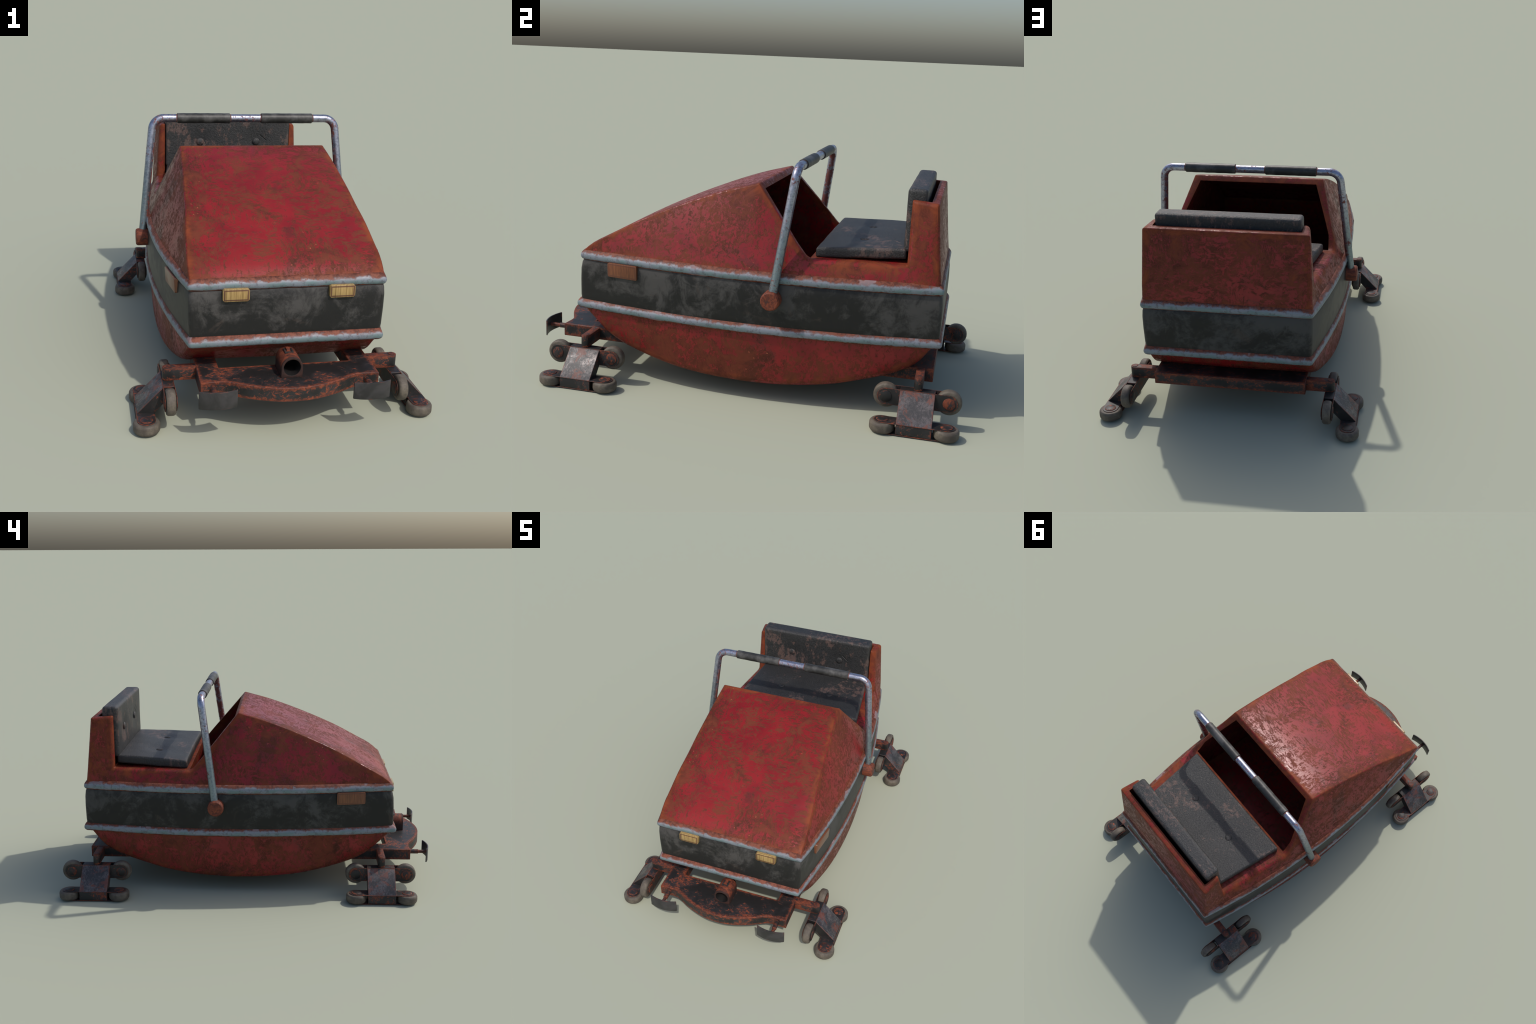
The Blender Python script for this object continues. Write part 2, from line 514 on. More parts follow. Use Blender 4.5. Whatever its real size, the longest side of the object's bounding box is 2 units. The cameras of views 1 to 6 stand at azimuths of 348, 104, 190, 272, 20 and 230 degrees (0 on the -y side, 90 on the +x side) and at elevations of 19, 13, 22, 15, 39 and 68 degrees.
MAT_RED = red_paint()
MAT_INSIDE = red_paint("shaded_red_inside", True)
MAT_BLACK = black_paint()
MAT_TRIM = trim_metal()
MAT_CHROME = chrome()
MAT_GRIP = rubber()
MAT_IRON = rusty_iron(edge=0.026, edge_gain=0.26, amount=-0.008, fine=1.5)
MAT_ARM = rusty_iron("rusty_axle_iron", -0.03, edge=0.018, edge_gain=0.24, fine=1.4)
MAT_RUST = rusty_iron("heavily_rusted_iron", 0.14)
MAT_BOGIE = rusty_iron("rusty_bogie_iron", -0.03, True, edge=0.006, edge_gain=0.13, fine=1.6)
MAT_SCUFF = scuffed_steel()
MAT_PLATE = rusty_iron("dark_buffer_iron", -0.12, False, 0.42, edge=0.006, edge_gain=0.16, lift=1.7)
MAT_TYRE = tyre_rubber()
MAT_LEATHER = leather()
MAT_HEADLAMP = lamp_glass("yellow_lamp_lens", (0.47, 0.32, 0.125), (0.22, 0.135, 0.042), (0.085, 0.026, 0.018), (0.218, 0.548), (0.054, 0.0265), 'x')
MAT_SIDELAMP = lamp_glass("amber_lamp_lens", (0.215, 0.070, 0.024), (0.105, 0.032, 0.013), (0.12, 0.032, 0.014), (0.560, 0.535), (0.076, 0.0335), 'y')

# --------------------------------------------------------------------- root
root = empty("fairground_ride_car")
root["label"] = "weathered red boat-shaped fairground ride car with bench seat and chrome bar"
root["category"] = "ride car"

# ------------------------------------------------------- shared body profile
RIM_FRONT, RIM_REAR = -0.790, 0.881


def half_width(y):
    """outermost half width of the trim line at y (barrel-shaped plan)"""
    return 0.497 - 0.127 * (y - 0.04) ** 2


def plan_loop(off, y_front, y_rear, z, corner=0.02, n_side=30, n_end=9):
    """closed barrel-shaped plan outline, inset by off"""
    yf, yr = y_front + off, y_rear - off
    c = corner
    xf = half_width(yf + c) - off
    xr = half_width(yr - c) - off
    right = []
    for i in range(n_end):
        right.append((lerp(0.0, xf - c, i / (n_end - 1)), yf))
    for k in range(1, 4):
        a = -math.pi / 2 + k * math.pi / 8
        right.append((xf - c + c * math.cos(a), yf + c + c * math.sin(a)))
    for y in linspace(yf + c, yr - c, n_side):
        right.append((half_width(y) - off, y))
    for k in range(1, 4):
        a = k * math.pi / 8
        right.append((xr - c + c * math.cos(a), yr - c + c * math.sin(a)))
    for i in range(n_end):
        right.append((lerp(xr - c, 0.0, i / (n_end - 1)), yr))
    left = [(-x, y) for x, y in right[-2:0:-1]]
    return [Vector((x, y, z)) for x, y in right + left]


# -------------------------------------------------------- lower hull (keel)
KEEL = [(-.770, .328), (-.737, .287), (-.692, .245), (-.638, .203), (-.555, .166), (-.43, .130), (-.288, .101),
        (-.145, .087), (0, .081), (.1, .081), (.26, .091), (.43, .115), (.57, .151), (.69, .189), (.771, .231),
        (.806, .262), (.828, .294), (.850, .329)]


def build_hull():
    bm = bmesh.new()
    loops = []
    ys = sorted(set([round(y, 4) for y in linspace(-.770, .850, 44)] + [k[0] for k in KEEL[:5] + KEEL[-5:]]))
    for y in ys:
        zb = smooth_interp(y, KEEL)
        depth = .345 - zb
        r = min(.030, depth * .42)
        wt = half_width(y) - .014
        we = half_width(y) - .014 - .020 * min(depth / .2, 1)
        right = [(wt, .345), (lerp(wt, we, .5), lerp(.345, zb + r, .5))]
        for k in range(5):
            a = -k * math.pi / 8
            right.append((we - r + r * math.cos(a), zb + r + r * math.sin(a)))
        for t in (.66, .33):
            right.append(((we - r) * t, zb - .006 * (1 - t) * min(depth / .1, 1)))
        right.append((0, zb - .006 * min(depth / .1, 1)))
        left = [(-x, z) for x, z in right[-2::-1]]
        loops.append([(x, y, z) for x, z in right + left])
    loft(bm, loops)
    return make_object("hull", bm, MAT_RED, root, smooth=50)


# ------------------------------------------------- dark band and trim rails
def build_band():
    bm = bmesh.new()
    loops = []
    for z, off, f, r in ((.340, .017, -.810, .892), (.358, .0165, -.808, .891), (.366, .0125, -.806, .890), (.39, .0095, -.804, .889),
                         (.465, .0065, -.800, .887), (.52, .0060, -.797, .885), (.550, .0085, -.794, .884),
                         (.564, .0130, -.792, .883), (.572, .0175, -.791, .882), (.590, .0185, -.790, .881)):
        loops.append(plan_loop(off, f, r, z))
    loops.append(plan_loop(.045, -.784, .871, .588))
    loops.insert(0, plan_loop(.045, -.798, .882, .341))
    loft(bm, loops, cap=False)
    return make_object("side_band", bm, MAT_BLACK, root, smooth=40)


def build_rail(z, y_front, y_rear):
    bm = bmesh.new()
    # D-shaped section: (inset, height)
    sec = [(.034, .0290), (.0190, .0280), (.0115, .0220), (.0055, .0145), (.0015, .0070), (0.0, -.0010), (.0010, -.0085),
           (.0045, -.0155), (.0105, -.0205), (.0175, -.0225), (.034, -.0228)]
    loops = [plan_loop(o, y_front, y_rear, z + h, corner=.013) for o, h in sec]
    for j, lp in enumerate(loops):
        if 0 < j < len(sec) - 1:
            for p in lp:
                q = Vector((p.x, p.y, p.z)) * 26
                d = mnoise.noise(q) * .0011 + mnoise.noise(q * 3.1) * .0006
                n = Vector((p.x, p.y * .12, 0)).normalized()
                p += n * d
                p.z += mnoise.noise(q + Vector((5, 1, 2))) * .0009
    loops.append(loops[0])
    rings = loft(bm, loops, cap=False)
    bmesh.ops.remove_doubles(bm, verts=bm.verts, dist=1e-5)
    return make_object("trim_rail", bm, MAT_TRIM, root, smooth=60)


# -------------------------------------------------------------- upper body
CREST = [(-.780, .600), (-.768, .613), (-.715, .653), (-.66, .683), (-.61, .711), (-.53, .755), (-.47, .785),
         (-.38, .826), (-.285, .866), (-.19, .903), (-.095, .936), (.042, .975)]
CREST_X = [(-.780, .402), (-.70, .403), (-.60, .395), (-.52, .388), (-.43, .377), (-.30, .368), (-.17, .358), (.042, .346)]
SILL_Z = .676


def build_upper_body():
    bm = bmesh.new()

    def base(y):
        return half_width(y) - .0125
    z0 = .590
    cols = []                 # (kind, base, mid, top) for the right side
    for y in linspace(-.780, .042, 30):
        b = Vector((base(y), y, z0))
        t = Vector((smooth_interp(y, CREST_X), y, smooth_interp(y, CREST)))
        k = (SILL_Z - z0) / (t.z - z0)
        cols.append(('hood', b, b.lerp(t, k) if k < 1 else t, t))
    for y in linspace(.042, .291, 10)[1:]:
        s = (y - .042) / .249
        b = Vector((base(y), y, z0))
        t = Vector((lerp(.346, .443, s), y, lerp(.974, SILL_Z, s)))
        k = (SILL_Z - z0) / max(t.z - z0, 1e-6)
        cols.append(('open', b, b.lerp(t, k) if k < .999 else t, t))
    for y in linspace(.291, .715, 12)[1:]:
        t = Vector((lerp(.443, .389, (y - .291) / .424), y, SILL_Z))
        cols.append(('sill', Vector((base(y), y, z0)), t, t))
    n_sill = len(cols) - 1    # last sill column is where the post rises
    posts = []
    for s in linspace(0, 1, 5):
        b = Vector((max(base(lerp(.715, .868, s)), .403), lerp(.715, .868, s), z0))
        m = Vector((lerp(.389, .4035, s), lerp(.715, .857, s), SILL_Z))
        t = Vector((lerp(.372, .391, s), lerp(.715, .829, s), lerp(.957, .950, s)))
        posts.append((b, m, t))

    cache = {}

    def V(p, side=1):
        k = (round(p.x * side, 5), round(p.y, 5), round(p.z, 5))
        if k not in cache:
            cache[k] = bm.verts.new(k)
        return cache[k]

    def F(*pts):
        vs = []
        for v in pts:
            if v not in vs:
                vs.append(v)
        if len(vs) > 2 and bm.faces.get(vs) is None:
            bm.faces.new(vs)

    for side in (1, -1):
        for (k0, b0, m0, t0), (k1, b1, m1, t1) in zip(cols, cols[1:]):
            F(V(b0, side), V(b1, side), V(m1, side), V(m0, side))
            F(V(m0, side), V(m1, side), V(t1, side), V(t0, side))
        for (b0, m0, t0), (b1, m1, t1) in zip(posts, posts[1:]):
            F(V(b0, side), V(b1, side), V(m1, side), V(m0, side))
            F(V(m0, side), V(m1, side), V(t1, side), V(t0, side))
    hood = [c[3] for c in cols if c[0] == 'hood']
    nx = 8
    for a, b in zip(hood, hood[1:]):
        for i in range(nx):
            def P(p, i):
                q = p.copy()
                u = 1 - 2 * i / nx
                q.x = p.x * u
                q.z += .007 * (1 - u * u) * max(0, math.sin(math.pi * (p.y + .780) / .822)) ** .6
                return V(q)
            F(P(a, i), P(a, i + 1), P(b, i + 1), P(b, i))
    opening = [hood[-1]] + [c[3] for c in cols if c[0] == 'open']
    top_row = []
    for i in range(nx + 1):
        q = hood[-1].copy()
        q.x *= 1 - 2 * i / nx
        top_row.append(V(q))
    F(*(top_row + [V(p, -1) for p in opening[1:]] + [V(p) for p in opening[:0:-1]]))
    sill = [opening[-1]] + [c[3] for c in cols if c[0] == 'sill']
    F(*([V(p) for p in sill] + [V(p, -1) for p in sill[::-1]]))
    p0, p1 = posts[0], posts[-1]
    F(V(p0[1]), V(p0[2]), V(p0[2], -1), V(p0[1], -1))
    F(*([V(p[2]) for p in posts] + [V(p[2], -1) for p in posts[::-1]]))
    F(V(p1[2]), V(p1[1]), V(p1[1], -1), V(p1[2], -1))
    F(V(p1[1]), V(p1[0]), V(p1[0], -1), V(p1[1], -1))
    # front lip of the hood down to the trim
    front = []
    for i in range(nx + 1):
        q = hood[0].copy()
        q.x *= 1 - 2 * i / nx
        front.append(V(q))
    F(*(front + [V(cols[0][1], -1), V(cols[0][1])]))
    # hidden core that carries the footwell, inside the band
    loop = [c[1] for c in cols] + [p[0] for p in posts[1:]]
    ring = [V(p) for p in loop] + [V(p, -1) for p in loop[::-1]]
    inner = [bm.verts.new((v.co.x * .93, v.co.y * .97, z0)) for v in ring]
    low = [bm.verts.new((v.co.x * .93, v.co.y * .97, .375)) for v in ring]
    n = len(ring)
    for i in range(n):
        j = (i + 1) % n
        bm.faces.new((ring[i], ring[j], inner[j], inner[i]))
        bm.faces.new((inner[i], inner[j], low[j], low[i]))
    bm.faces.new(low)
    bmesh.ops.remove_doubles(bm, verts=bm.verts, dist=1e-5)
    bmesh.ops.recalc_face_normals(bm, faces=bm.faces)
    wl = bm.edges.layers.float.new("bevel_weight_edge")
    for e in bm.edges:
        if len(e.link_faces) != 2 or e.calc_face_angle(0) < math.radians(24):
            continue
        c = (e.verts[0].co + e.verts[1].co) / 2
        if c.z < z0 + .004 or max(v.co.y for v in e.verts) < -.775:
            continue
        inner_post = abs(c.x) < .30 and c.y > .6
        if c.y > .27 and not inner_post:
            e[wl] = 1.0          # sill and posts are softly rounded
        else:
            e[wl] = .40          # hood edges and wall tops are crisper
    body = make_object("upper_body", bm, MAT_RED, root)
    mod = body.modifiers.new("Bevel", 'BEVEL')
    mod.width = .0165
    mod.segments = 3
    mod.limit_method = 'WEIGHT'
    mod.use_clamp_overlap = False
    bake_modifiers(body)

    # footwell and space under the hood
    bm = bmesh.new()
    prof = [(.301, .60, .409), (.301, .74, .405), (.107, .986, .313), (.064, .950, .313), (-.10, .897, .322),
            (-.45, .750, .342), (-.62, .635, .355), (-.62, .42, .36), (.301, .42, .405)]
    rr = [bm.verts.new((x, y, z)) for y, z, x in prof]
    ll = [bm.verts.new((-x, y, z)) for y, z, x in prof]
    n = len(prof)
    for i in range(n):
        j = (i + 1) % n
        bm.faces.new((rr[i], rr[j], ll[j], ll[i]))
    tri = tessellate_polygon([[Vector((y, z, 0)) for y, z, x in prof]])
    for t in tri:
        bm.faces.new([rr[i] for i in t])
        bm.faces.new([ll[i] for i in t])
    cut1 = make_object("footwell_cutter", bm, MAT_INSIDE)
    bm = bmesh.new()
    box(bm, -.347, .347, .69, .796, .684, 1.1)
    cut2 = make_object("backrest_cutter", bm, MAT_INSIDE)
    for c in (cut1, cut2):
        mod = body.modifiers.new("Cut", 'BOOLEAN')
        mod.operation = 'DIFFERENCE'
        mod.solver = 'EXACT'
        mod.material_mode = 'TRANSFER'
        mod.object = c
    bake_modifiers(body)
    shade(body, 32)
    for c in (cut1, cut2):
        bpy.data.objects.remove(c)
    return body


# ------------------------------------------------------------------- lamps
def build_lamps():
    bm = bmesh.new()
    w, h, c = .054, .0265, .007
    out = [(-w + c, -h), (w - c, -h), (w, -h + c), (w, h - c), (w - c, h), (-w + c, h), (-w, h - c), (-w, -h + c)]
    for sx in (1, -1):
        b = bmesh.new()
        prism(b, [(sx * .218 + x, .548 + z) for x, z in out], 'Y', -.804, -.770)
        make_object("headlamp", b, MAT_HEADLAMP, root, bevel=.0025, bevel_seg=2)
    bm.free()
    w, h, c = .076, .0335, .005
    out = [(-w + c, -h), (w - c, -h), (w, -h + c), (w, h - c), (w - c, h), (-w + c, h), (-w, h - c), (-w, -h + c)]
    for sx in (1, -1):
        b = bmesh.new()
        yc = -.560
        slope = -2 * .127 * (yc - .04)
        lo, hi = [], []
        for y, z in out:
            x = half_width(yc) + slope * y
            lo.append((sx * (x - .04), yc + y, .535 + z))
            hi.append((sx * (x + .0065 - .004 * (.5 - z / (2 * h))), yc + y, .535 + z))
        loft(b, [lo, hi])
        make_object("side_lamp", b, MAT_SIDELAMP, root, bevel=.0025, bevel_seg=2)


# -------------------------------------------------------------------- seat
def soft_box(bm, nx, ny, nz, shape):
    """box surface grid on [-1,1]^3 mapped by shape(u, v, w)"""
    cache = {}

    def V(i, j, k):
        key = (i, j, k)
        if key not in cache:
            cache[key] = bm.verts.new(shape(2 * i / nx - 1, 2 * j / ny - 1, 2 * k / nz - 1))
        return cache[key]
    for i in range(nx):
        for j in range(ny):
            for k in (0, nz):
                bm.faces.new((V(i, j, k), V(i + 1, j, k), V(i + 1, j + 1, k), V(i, j + 1, k)))
    for i in range(nx):
        for k in range(nz):
            for j in (0, ny):
                bm.faces.new((V(i, j, k), V(i + 1, j, k), V(i + 1, j, k + 1), V(i, j, k + 1)))
    for j in range(ny):
        for k in range(nz):
            for i in (0, nx):
                bm.faces.new((V(i, j, k), V(i, j + 1, k), V(i, j + 1, k + 1), V(i, j, k + 1)))


def rounding(p, half, r):
    """pull a point of a box with these half sizes onto its rounded version"""
    q = [max(min(c, h - r), -(h - r)) for c, h in zip(p, half)]
    d = Vector([a - b for a, b in zip(p, q)])
    if d.length < 1e-9:
        return Vector(p)
    m = max(abs(c) for c in d)
    return Vector(q) + d.normalized() * min(d.length, r if d.length > r else d.length) if m < r * .999 else Vector(q) + d.normalized() * r


def dimple(x, z, centres, r=.11, depth=.009):
    return sum(depth * math.exp(-((x - cx) ** 2 + (z - cz) ** 2) / (2 * (r * .45) ** 2)) for cx, cz in centres)


def build_seat():
    seat = empty("bench_seat", (0, 0, 0), root)
    bm = bmesh.new()
    half = (.372, .195, .0225)

    def warp(u):
        # cluster lines toward the ends so the rounded edge is smooth
        return math.copysign(1 - (1 - abs(u)) ** 1.9, u)

    def cushion(u, v, w):
        p = rounding((warp(u) * half[0], warp(v) * half[1], w * half[2]), half, .011)
        yy = .512 + p.y
        t = (yy - .318) / .385
        x = p.x * lerp(.384, .338, t) / half[0]
        z = p.z + lerp(.6965, .715, t)
        if w > 0:
            z -= dimple(x, yy, [(.155, .501), (-.155, .501)])
            z += .007 * (1 - u * u) * (1 - v * v) * (1 if w > .9 else 0)
        d = mnoise.noise(Vector((x, yy, z)) * 9) * .0030
        return (x, yy, z + d)
    soft_box(bm, 56, 36, 8, cushion)
    bmesh.ops.remove_doubles(bm, verts=bm.verts, dist=1e-6)
    make_object("seat_cushion", bm, MAT_LEATHER, seat, smooth=60)
    bm = bmesh.new()
    half2 = (.343, .0420, .138)

    def back(u, v, w):
        p = rounding((warp(u) * half2[0], v * half2[1], warp(w) * half2[2]), half2, .016)
        x, y, z = p.x, .7345 + p.y, .865 + p.z
        if v < 0:
            y += dimple(x, z, [(.156, .863), (-.156, .863)])
            y -= .003 * (1 - u * u) * (1 - w * w) * (1 if v < -.9 else 0)
        d = mnoise.noise(Vector((x, y, z)) * 8 + Vector((3, 0, 0))) * .0013
        return (x, y + d, z)
    soft_box(bm, 56, 10, 36, back)
    bmesh.ops.remove_doubles(bm, verts=bm.verts, dist=1e-6)
    make_object("backrest", bm, MAT_LEATHER, seat, smooth=60)

    def button(loc, axis):
        b = bmesh.new()
        R, H = .0205, .0085
        prof = [(0, H)] + [(R * math.sin(a), H * math.cos(a)) for a in linspace(.25, math.pi / 2, 6)] + [(R * .9, -.004), (0, -.004)]
        if axis == 'Y':
            prof = [(r, -h) for r, h in prof]
        lathe(b, prof, axis, loc, 20)
        make_object("button", b, MAT_LEATHER, seat, smooth=50)
    for sx in (1, -1):
        seat_top = .7245 + mnoise.noise(Vector((sx * .155, .501, .725)) * 9) * .0030
        button((sx * .155, .501, seat_top), 'Z')
        button((sx * .156, .6955, .863), 'Y')


# ----------------------------------------------------------------- lap bar
def build_lap_bar():
    bar = empty("lap_bar", (0, .16, .497), root)

    def add(name, bm, mat, **kw):
        ob = make_object(name, bm, mat, bar, **kw)
        ob.matrix_parent_inverse = Matrix.Translation((0, -.16, -.497))
        return ob
    corner = Vector((.4535, .2335, 1.070))
    foot = Vector((.5125, .160, .505))
    d_leg = (foot - corner).normalized()
    d_top = Vector((-1, 0, 0))
    R = .058
    half_angle = d_leg.angle(d_top) / 2
    tl = R / math.tan(half_angle)
    a, b = corner + d_leg * tl, corner + d_top * tl
    bis = (d_leg + d_top).normalized()
    c = corner + bis * (R / math.sin(half_angle))
    arc = []
    va, vb = a - c, b - c
    ang = va.angle(vb)
    for t in linspace(0, 1, 11):
        arc.append(c + (va * math.sin((1 - t) * ang) + vb * math.sin(t * ang)) / math.sin(ang))
    half = [foot.lerp(a, t) for t in linspace(0, 1, 10)[:-1]] + arc
    half += [Vector((x, b.y, b.z)) for x in linspace(b.x, 0, 9)[1:]]
    path = half + [Vector((-p.x, p.y, p.z)) for p in half[-2::-1]]
    bm = bmesh.new()
    sweep_tube(bm, path, .0195, 20)
    add("bar_tube", bm, MAT_CHROME, smooth=50)
    for sx in (1, -1):
        bm = bmesh.new()
        R0 = .0243
        prof = [(.0185, -.1295), (R0 - .002, -.1295), (R0, -.1275)] + [(R0 + .0004 * math.sin(i * 2.1), x) for i, x in enumerate(linspace(-.12, .12, 13))] + [(R0, .1275), (R0 - .002, .1295), (.0185, .1295)]
        lathe(bm, prof, 'X', (sx * .2075, .2335, 1.070), 24)
        add("hand_grip", bm, MAT_GRIP, smooth=40)
        bm = bmesh.new()
        prof = [(0, .455), (.041, .455), (.0425, .48), (.0425, .534), (.0405, .541), (.0360, .5455), (0, .5460)]
        lathe(bm, [(r, sx * h) for r, h in prof], 'X', (0, .157, .497), 28)
        add("pivot_hub", bm, MAT_RUST, smooth=30)


# ----------------------------------------------------------------- chassis
FRAME_LO, FRAME_HI = .162, .222
BEAM = [(0, -.984), (.05, -.981), (.1, -.970), (.15, -.953), (.2, -.931), (.235, -.911), (.265, -.897), (.3, -.893), (.368, -.897)]


def build_frame():
    bm = bmesh.new()
    ins, outs = .277, .368
    xs = sorted(set([-outs, outs, -ins, ins] + linspace(-.265, .265, 25) + [-.3, .3, -.335, .335]))
    cache = {}

    def V(x, y):
        k = (round(x, 5), round(y, 5))
        if k not in cache:
            cache[k] = bm.verts.new((x, y, FRAME_HI))
        return cache[k]
    for a, b in zip(xs, xs[1:]):
        bm.faces.new((V(a, smooth_interp(abs(a), BEAM)), V(b, smooth_interp(abs(b), BEAM)), V(b, -.770), V(a, -.770)))
        bm.faces.new((V(a, .742), V(b, .742), V(b, .866), V(a, .866)))
    ys = linspace(-.770, .742, 8)
    for x0, x1 in zip(xs, xs[1:]):
        if abs(x0 + x1) / 2 > ins:
            for y0, y1 in zip(ys, ys[1:]):
                bm.faces.new((V(x0, y0), V(x1, y0), V(x1, y1), V(x0, y1)))
    r = bmesh.ops.extrude_face_region(bm, geom=bm.faces[:])
    for v in [g for g in r['geom'] if isinstance(g, bmesh.types.BMVert)]:
        v.co.z = FRAME_LO
    return make_object("chassis_frame", bm, MAT_IRON, root, bevel=.0022, bevel_seg=1, smooth=40)


def build_coupler():
    bm = bmesh.new()
    R, r, zc, y0, y1 = .0440, .0345, .266, -.896, -.786
    n_arc, loops_o, loops_i = 20, [], []
    outer, inner = [], []
    # arch: right foot -> up -> half circle -> left foot, then along the base
    for t in linspace(0, 1, 4)[:-1]:
        outer.append((R, lerp(.2215, zc, t)))
    for k in range(n_arc + 1):
        a = math.pi * k / n_arc
        outer.append((R * math.cos(a), zc + R * math.sin(a)))
    for t in linspace(0, 1, 4)[1:]:
        outer.append((-R, lerp(zc, .2215, t)))
    for t in linspace(0, 1, 6)[1:-1]:
        outer.append((lerp(-R, R, t), .2215))
    for x, z in outer:
        a = math.atan2(z - zc, x)
        inner.append((r * math.cos(a), zc + r * math.sin(a)))
    def L(pts, y):
        return [(x, y, z) for x, z in pts]
    loft(bm, [L(inner, y1 + .016), L(inner, y0), L(outer, y0), L(outer, y1)])
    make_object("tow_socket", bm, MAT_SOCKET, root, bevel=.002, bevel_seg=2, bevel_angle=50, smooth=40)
    # latch on top of the socket: dark U frame with a rusty tongue
    latch = empty("latch", (0, -.83, .31), root)
    top = zc + R
    bm = bmesh.new()
    box(bm, -.020, -.0125, -.846, -.806, top - .008, top + .0015)
    box(bm, .0085, .016, -.846, -.806, top - .008, top + .0015)
    box(bm, -.0125, .0085, -.846, -.8385, top - .008, top + .0013)
    o = make_object("latch_frame", bm, MAT_PLATE, latch, bevel=.001)
    o.matrix_parent_inverse = Matrix.Translation((0, .83, -.31))
    bm = bmesh.new()
    box(bm, -.010, .006, -.831, -.798, top - .008, top + .005)
    o = make_object("latch_tongue", bm, MAT_RUST, latch, bevel=.003)
    o.matrix_parent_inverse = Matrix.Translation((0, .83, -.31))


def build_buffers():
    for sx in (1, -1):
        buf = empty("buffer", (sx * .318, -.897, .193), root)
        inv = Matrix.Translation((-sx * .318, .897, -.193))
        bm = bmesh.new()
        lathe(bm, [(0, -.890), (.0125, -.890), (.0125, -.944), (.0110, -.946), (.0092, -.947), (.0092, -.994), (0, -.994)], 'Y', (sx * .318, 0, .193), 18)
        o = make_object("buffer_rod", bm, MAT_ARM, buf, smooth=30)
        o.matrix_parent_inverse = inv
        bm = bmesh.new()
        front, back = [], []
        for t in linspace(-1, 1, 13):
            x = sx * .311 + t * .0755
            y = -.9995 + .016 * t * t
            front.append((x, y))
            back.append((x + t * .001, y + .0065))
        prism(bm, front + back[::-1], 'Z', .156, .230)
        o = make_object("buffer_plate", bm, MAT_PLATE, buf, bevel=.0015, smooth=35)
        o.matrix_parent_inverse = inv


# ------------------------------------------------------------------ bogies
WHEEL_R = .0545
SPREAD = .1335


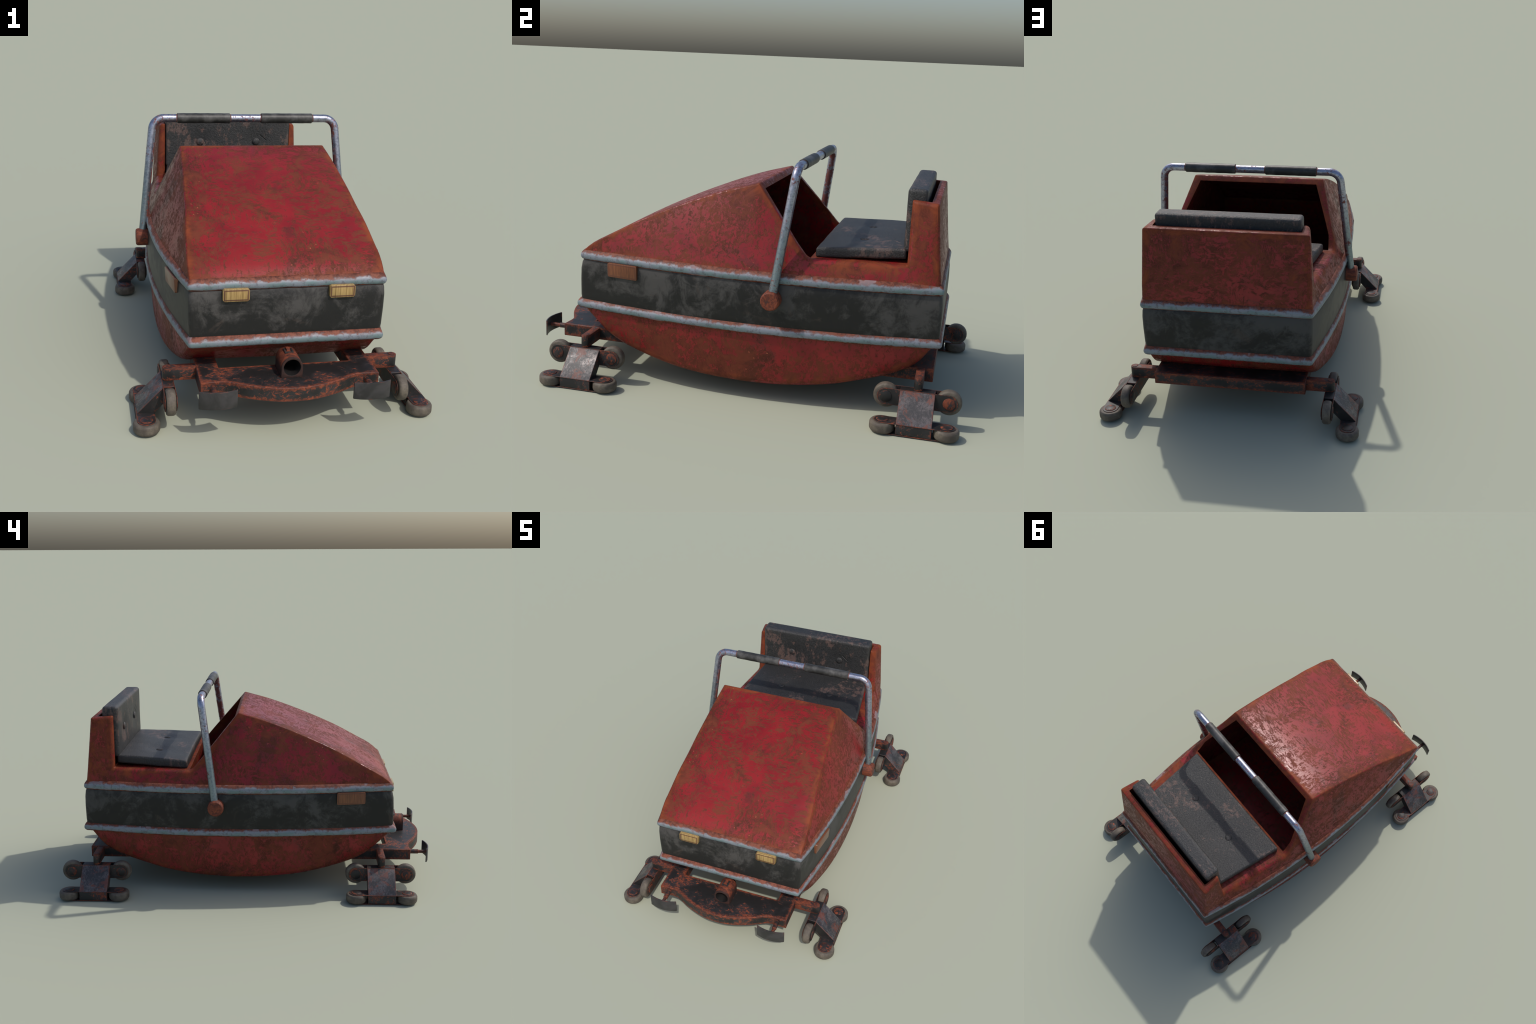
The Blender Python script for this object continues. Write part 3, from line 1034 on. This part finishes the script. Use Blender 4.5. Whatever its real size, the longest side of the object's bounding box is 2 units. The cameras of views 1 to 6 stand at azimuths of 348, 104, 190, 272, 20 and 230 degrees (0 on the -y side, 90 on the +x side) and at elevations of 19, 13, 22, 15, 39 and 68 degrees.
def build_bogies():
    """one bogie is modelled at its own origin (outer side towards +x, x measured from the car centre)"""
    X0 = .50
    hw = .0738
    # bracket: upright block, sloping slab and low foot in one bent section
    bm = bmesh.new()
    sec = [(.4605, .164), (.503, .164), (.612, .0505), (.612, .0045), (.541, .0045), (.541, .0485), (.5035, .0885), (.4605, .0885)]
    prism(bm, [(x - X0, z) for x, z in sec], 'Y', -hw, hw)
    bracket = make_object("wheel_bogie", bm, MAT_BOGIE, None, bevel=.0015, bevel_seg=1, smooth=30)
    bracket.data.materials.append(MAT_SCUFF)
    for p in bracket.data.polygons:
        if p.normal.x > .5 and p.normal.z > .4:
            p.material_index = 1

    def stadium(r, s, n=12):
        pts = [(s + r * math.cos(a), r * math.sin(a)) for a in linspace(-math.pi / 2, math.pi / 2, n)]
        return pts + [(-x, -y) for x, y in pts]
    # side plates of the upper pair stand upright, those of the lower pair lie flat
    bm = bmesh.new()
    zc = .1265
    for x0, x1 in ((.4575, .4600), (.5035, .5060)):
        prism(bm, [(y, zc + z) for y, z in stadium(.0372, SPREAD)], 'X', x0 - X0, x1 - X0)
    up_plate = make_object("upright_cheek_plate", bm, MAT_BOGIE, None, bevel=.0007, bevel_seg=1, smooth=40)
    bm = bmesh.new()
    for z0, z1 in ((.0490, .0515), (.0012, .0036)):
        prism(bm, [(.5765 - X0 + x, y) for y, x in stadium(.0372, SPREAD)], 'Z', z0, z1)
    low_plate = make_object("flat_cheek_plate", bm, MAT_BOGIE, None, bevel=.0007, bevel_seg=1, smooth=40)

    def tyre(width, name):
        h, R = width / 2, WHEEL_R
        prof = [(0, -h), (R * .72, -h), (R - .0065, -h * .97), (R - .0045, -h * .90), (R - .0008, -h * .62), (R, -h * .40),
                (R, h * .40), (R - .0008, h * .62), (R - .0045, h * .90), (R - .0065, h * .97), (R * .72, h), (0, h)]
        b = bmesh.new()
        lathe(b, prof, 'Z', (0, 0, 0), 30)
        me = make_object(name, b, MAT_TYRE, None, smooth=35)
        return me
    wheel_low = tyre(.0440, "wheel")
    wheel_up = tyre(.0385, "wheel")
    b = bmesh.new()
    lathe(b, [(0, 0), (.0265, 0), (.0262, .0022), (.0245, .0032), (0, .0036)], 'Z', (0, 0, 0), 22)
    cap = make_object("hub_cap", b, MAT_BOGIE, None, smooth=30)
    # axle arm from the frame out to the bogie, with its pin
    b = bmesh.new()
    r = .0185
    end = [(.4845 - X0 + r * math.cos(a) - .0, r * math.sin(a)) for a in linspace(-math.pi / 2, math.pi / 2, 13)]
    prism(b, [(.345 - X0, -r)] + end + [(.345 - X0, r)], 'Z', .1640, .2205)
    arm = make_object("axle_arm", b, MAT_ARM, None, bevel=.0022, bevel_seg=2, smooth=35)
    b = bmesh.new()
    lathe(b, [(0, .219), (.0145, .219), (.0145, .2222), (.0132, .2230), (0, .2230)], 'Z', (.4825 - X0, 0, 0), 20)
    pin = make_object("axle_pin", b, MAT_ARM, None, smooth=30)

    spots = [(1, -.7235), (1, .8115), (-1, -.7235), (-1, .8115)]
    protos = [bracket, up_plate, low_plate, wheel_low, wheel_up, cap, arm, pin]
    kind = {}
    for p in protos:
        kind[p] = p.name.split('.')[0]
        p.name = "prototype_" + kind[p]
    for sx, yc in spots:
        turn = 0 if sx > 0 else math.pi

        def inst(proto, parent, loc=(0, 0, 0), rot=(0, 0, 0)):
            o = proto.copy()
            o.name = kind[proto]
            scene.collection.objects.link(o)
            o.parent = parent
            o.location = loc
            o.rotation_euler = rot
            return o
        bog = inst(bracket, root, (sx * X0, yc, 0), (0, 0, turn))
        inst(up_plate, bog)
        inst(low_plate, bog)
        arm_y = -.005 if yc < 0 else .0
        inst(arm, bog, (0, arm_y * sx, 0))
        inst(pin, bog, (0, arm_y * sx, 0))
        for s in (1, -1):
            inst(wheel_low, bog, (.5765 - X0, s * SPREAD, .0265), (0, 0, random.uniform(0, 6.28)))
            inst(cap, bog, (.5765 - X0, s * SPREAD, .0513), (0, 0, random.uniform(0, 6.28)))
            inst(wheel_up, bog, (.4818 - X0, s * SPREAD, zc), (0, math.pi / 2, 0))
            inst(cap, bog, (.5058 - X0, s * SPREAD, zc), (0, math.pi / 2, 0))
            inst(cap, bog, (.4577 - X0, s * SPREAD, zc), (0, -math.pi / 2, 0))
    for p in protos:
        bpy.data.objects.remove(p)


MAT_SOCKET = rusty_iron("dark_socket_iron", 0.13, hollow=True)

build_hull()
build_band()
build_rail(.583, RIM_FRONT, RIM_REAR)
build_rail(.347, -.811, .892)
build_upper_body()
build_lamps()
build_seat()
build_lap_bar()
build_frame()
build_coupler()
build_buffers()
build_bogies()
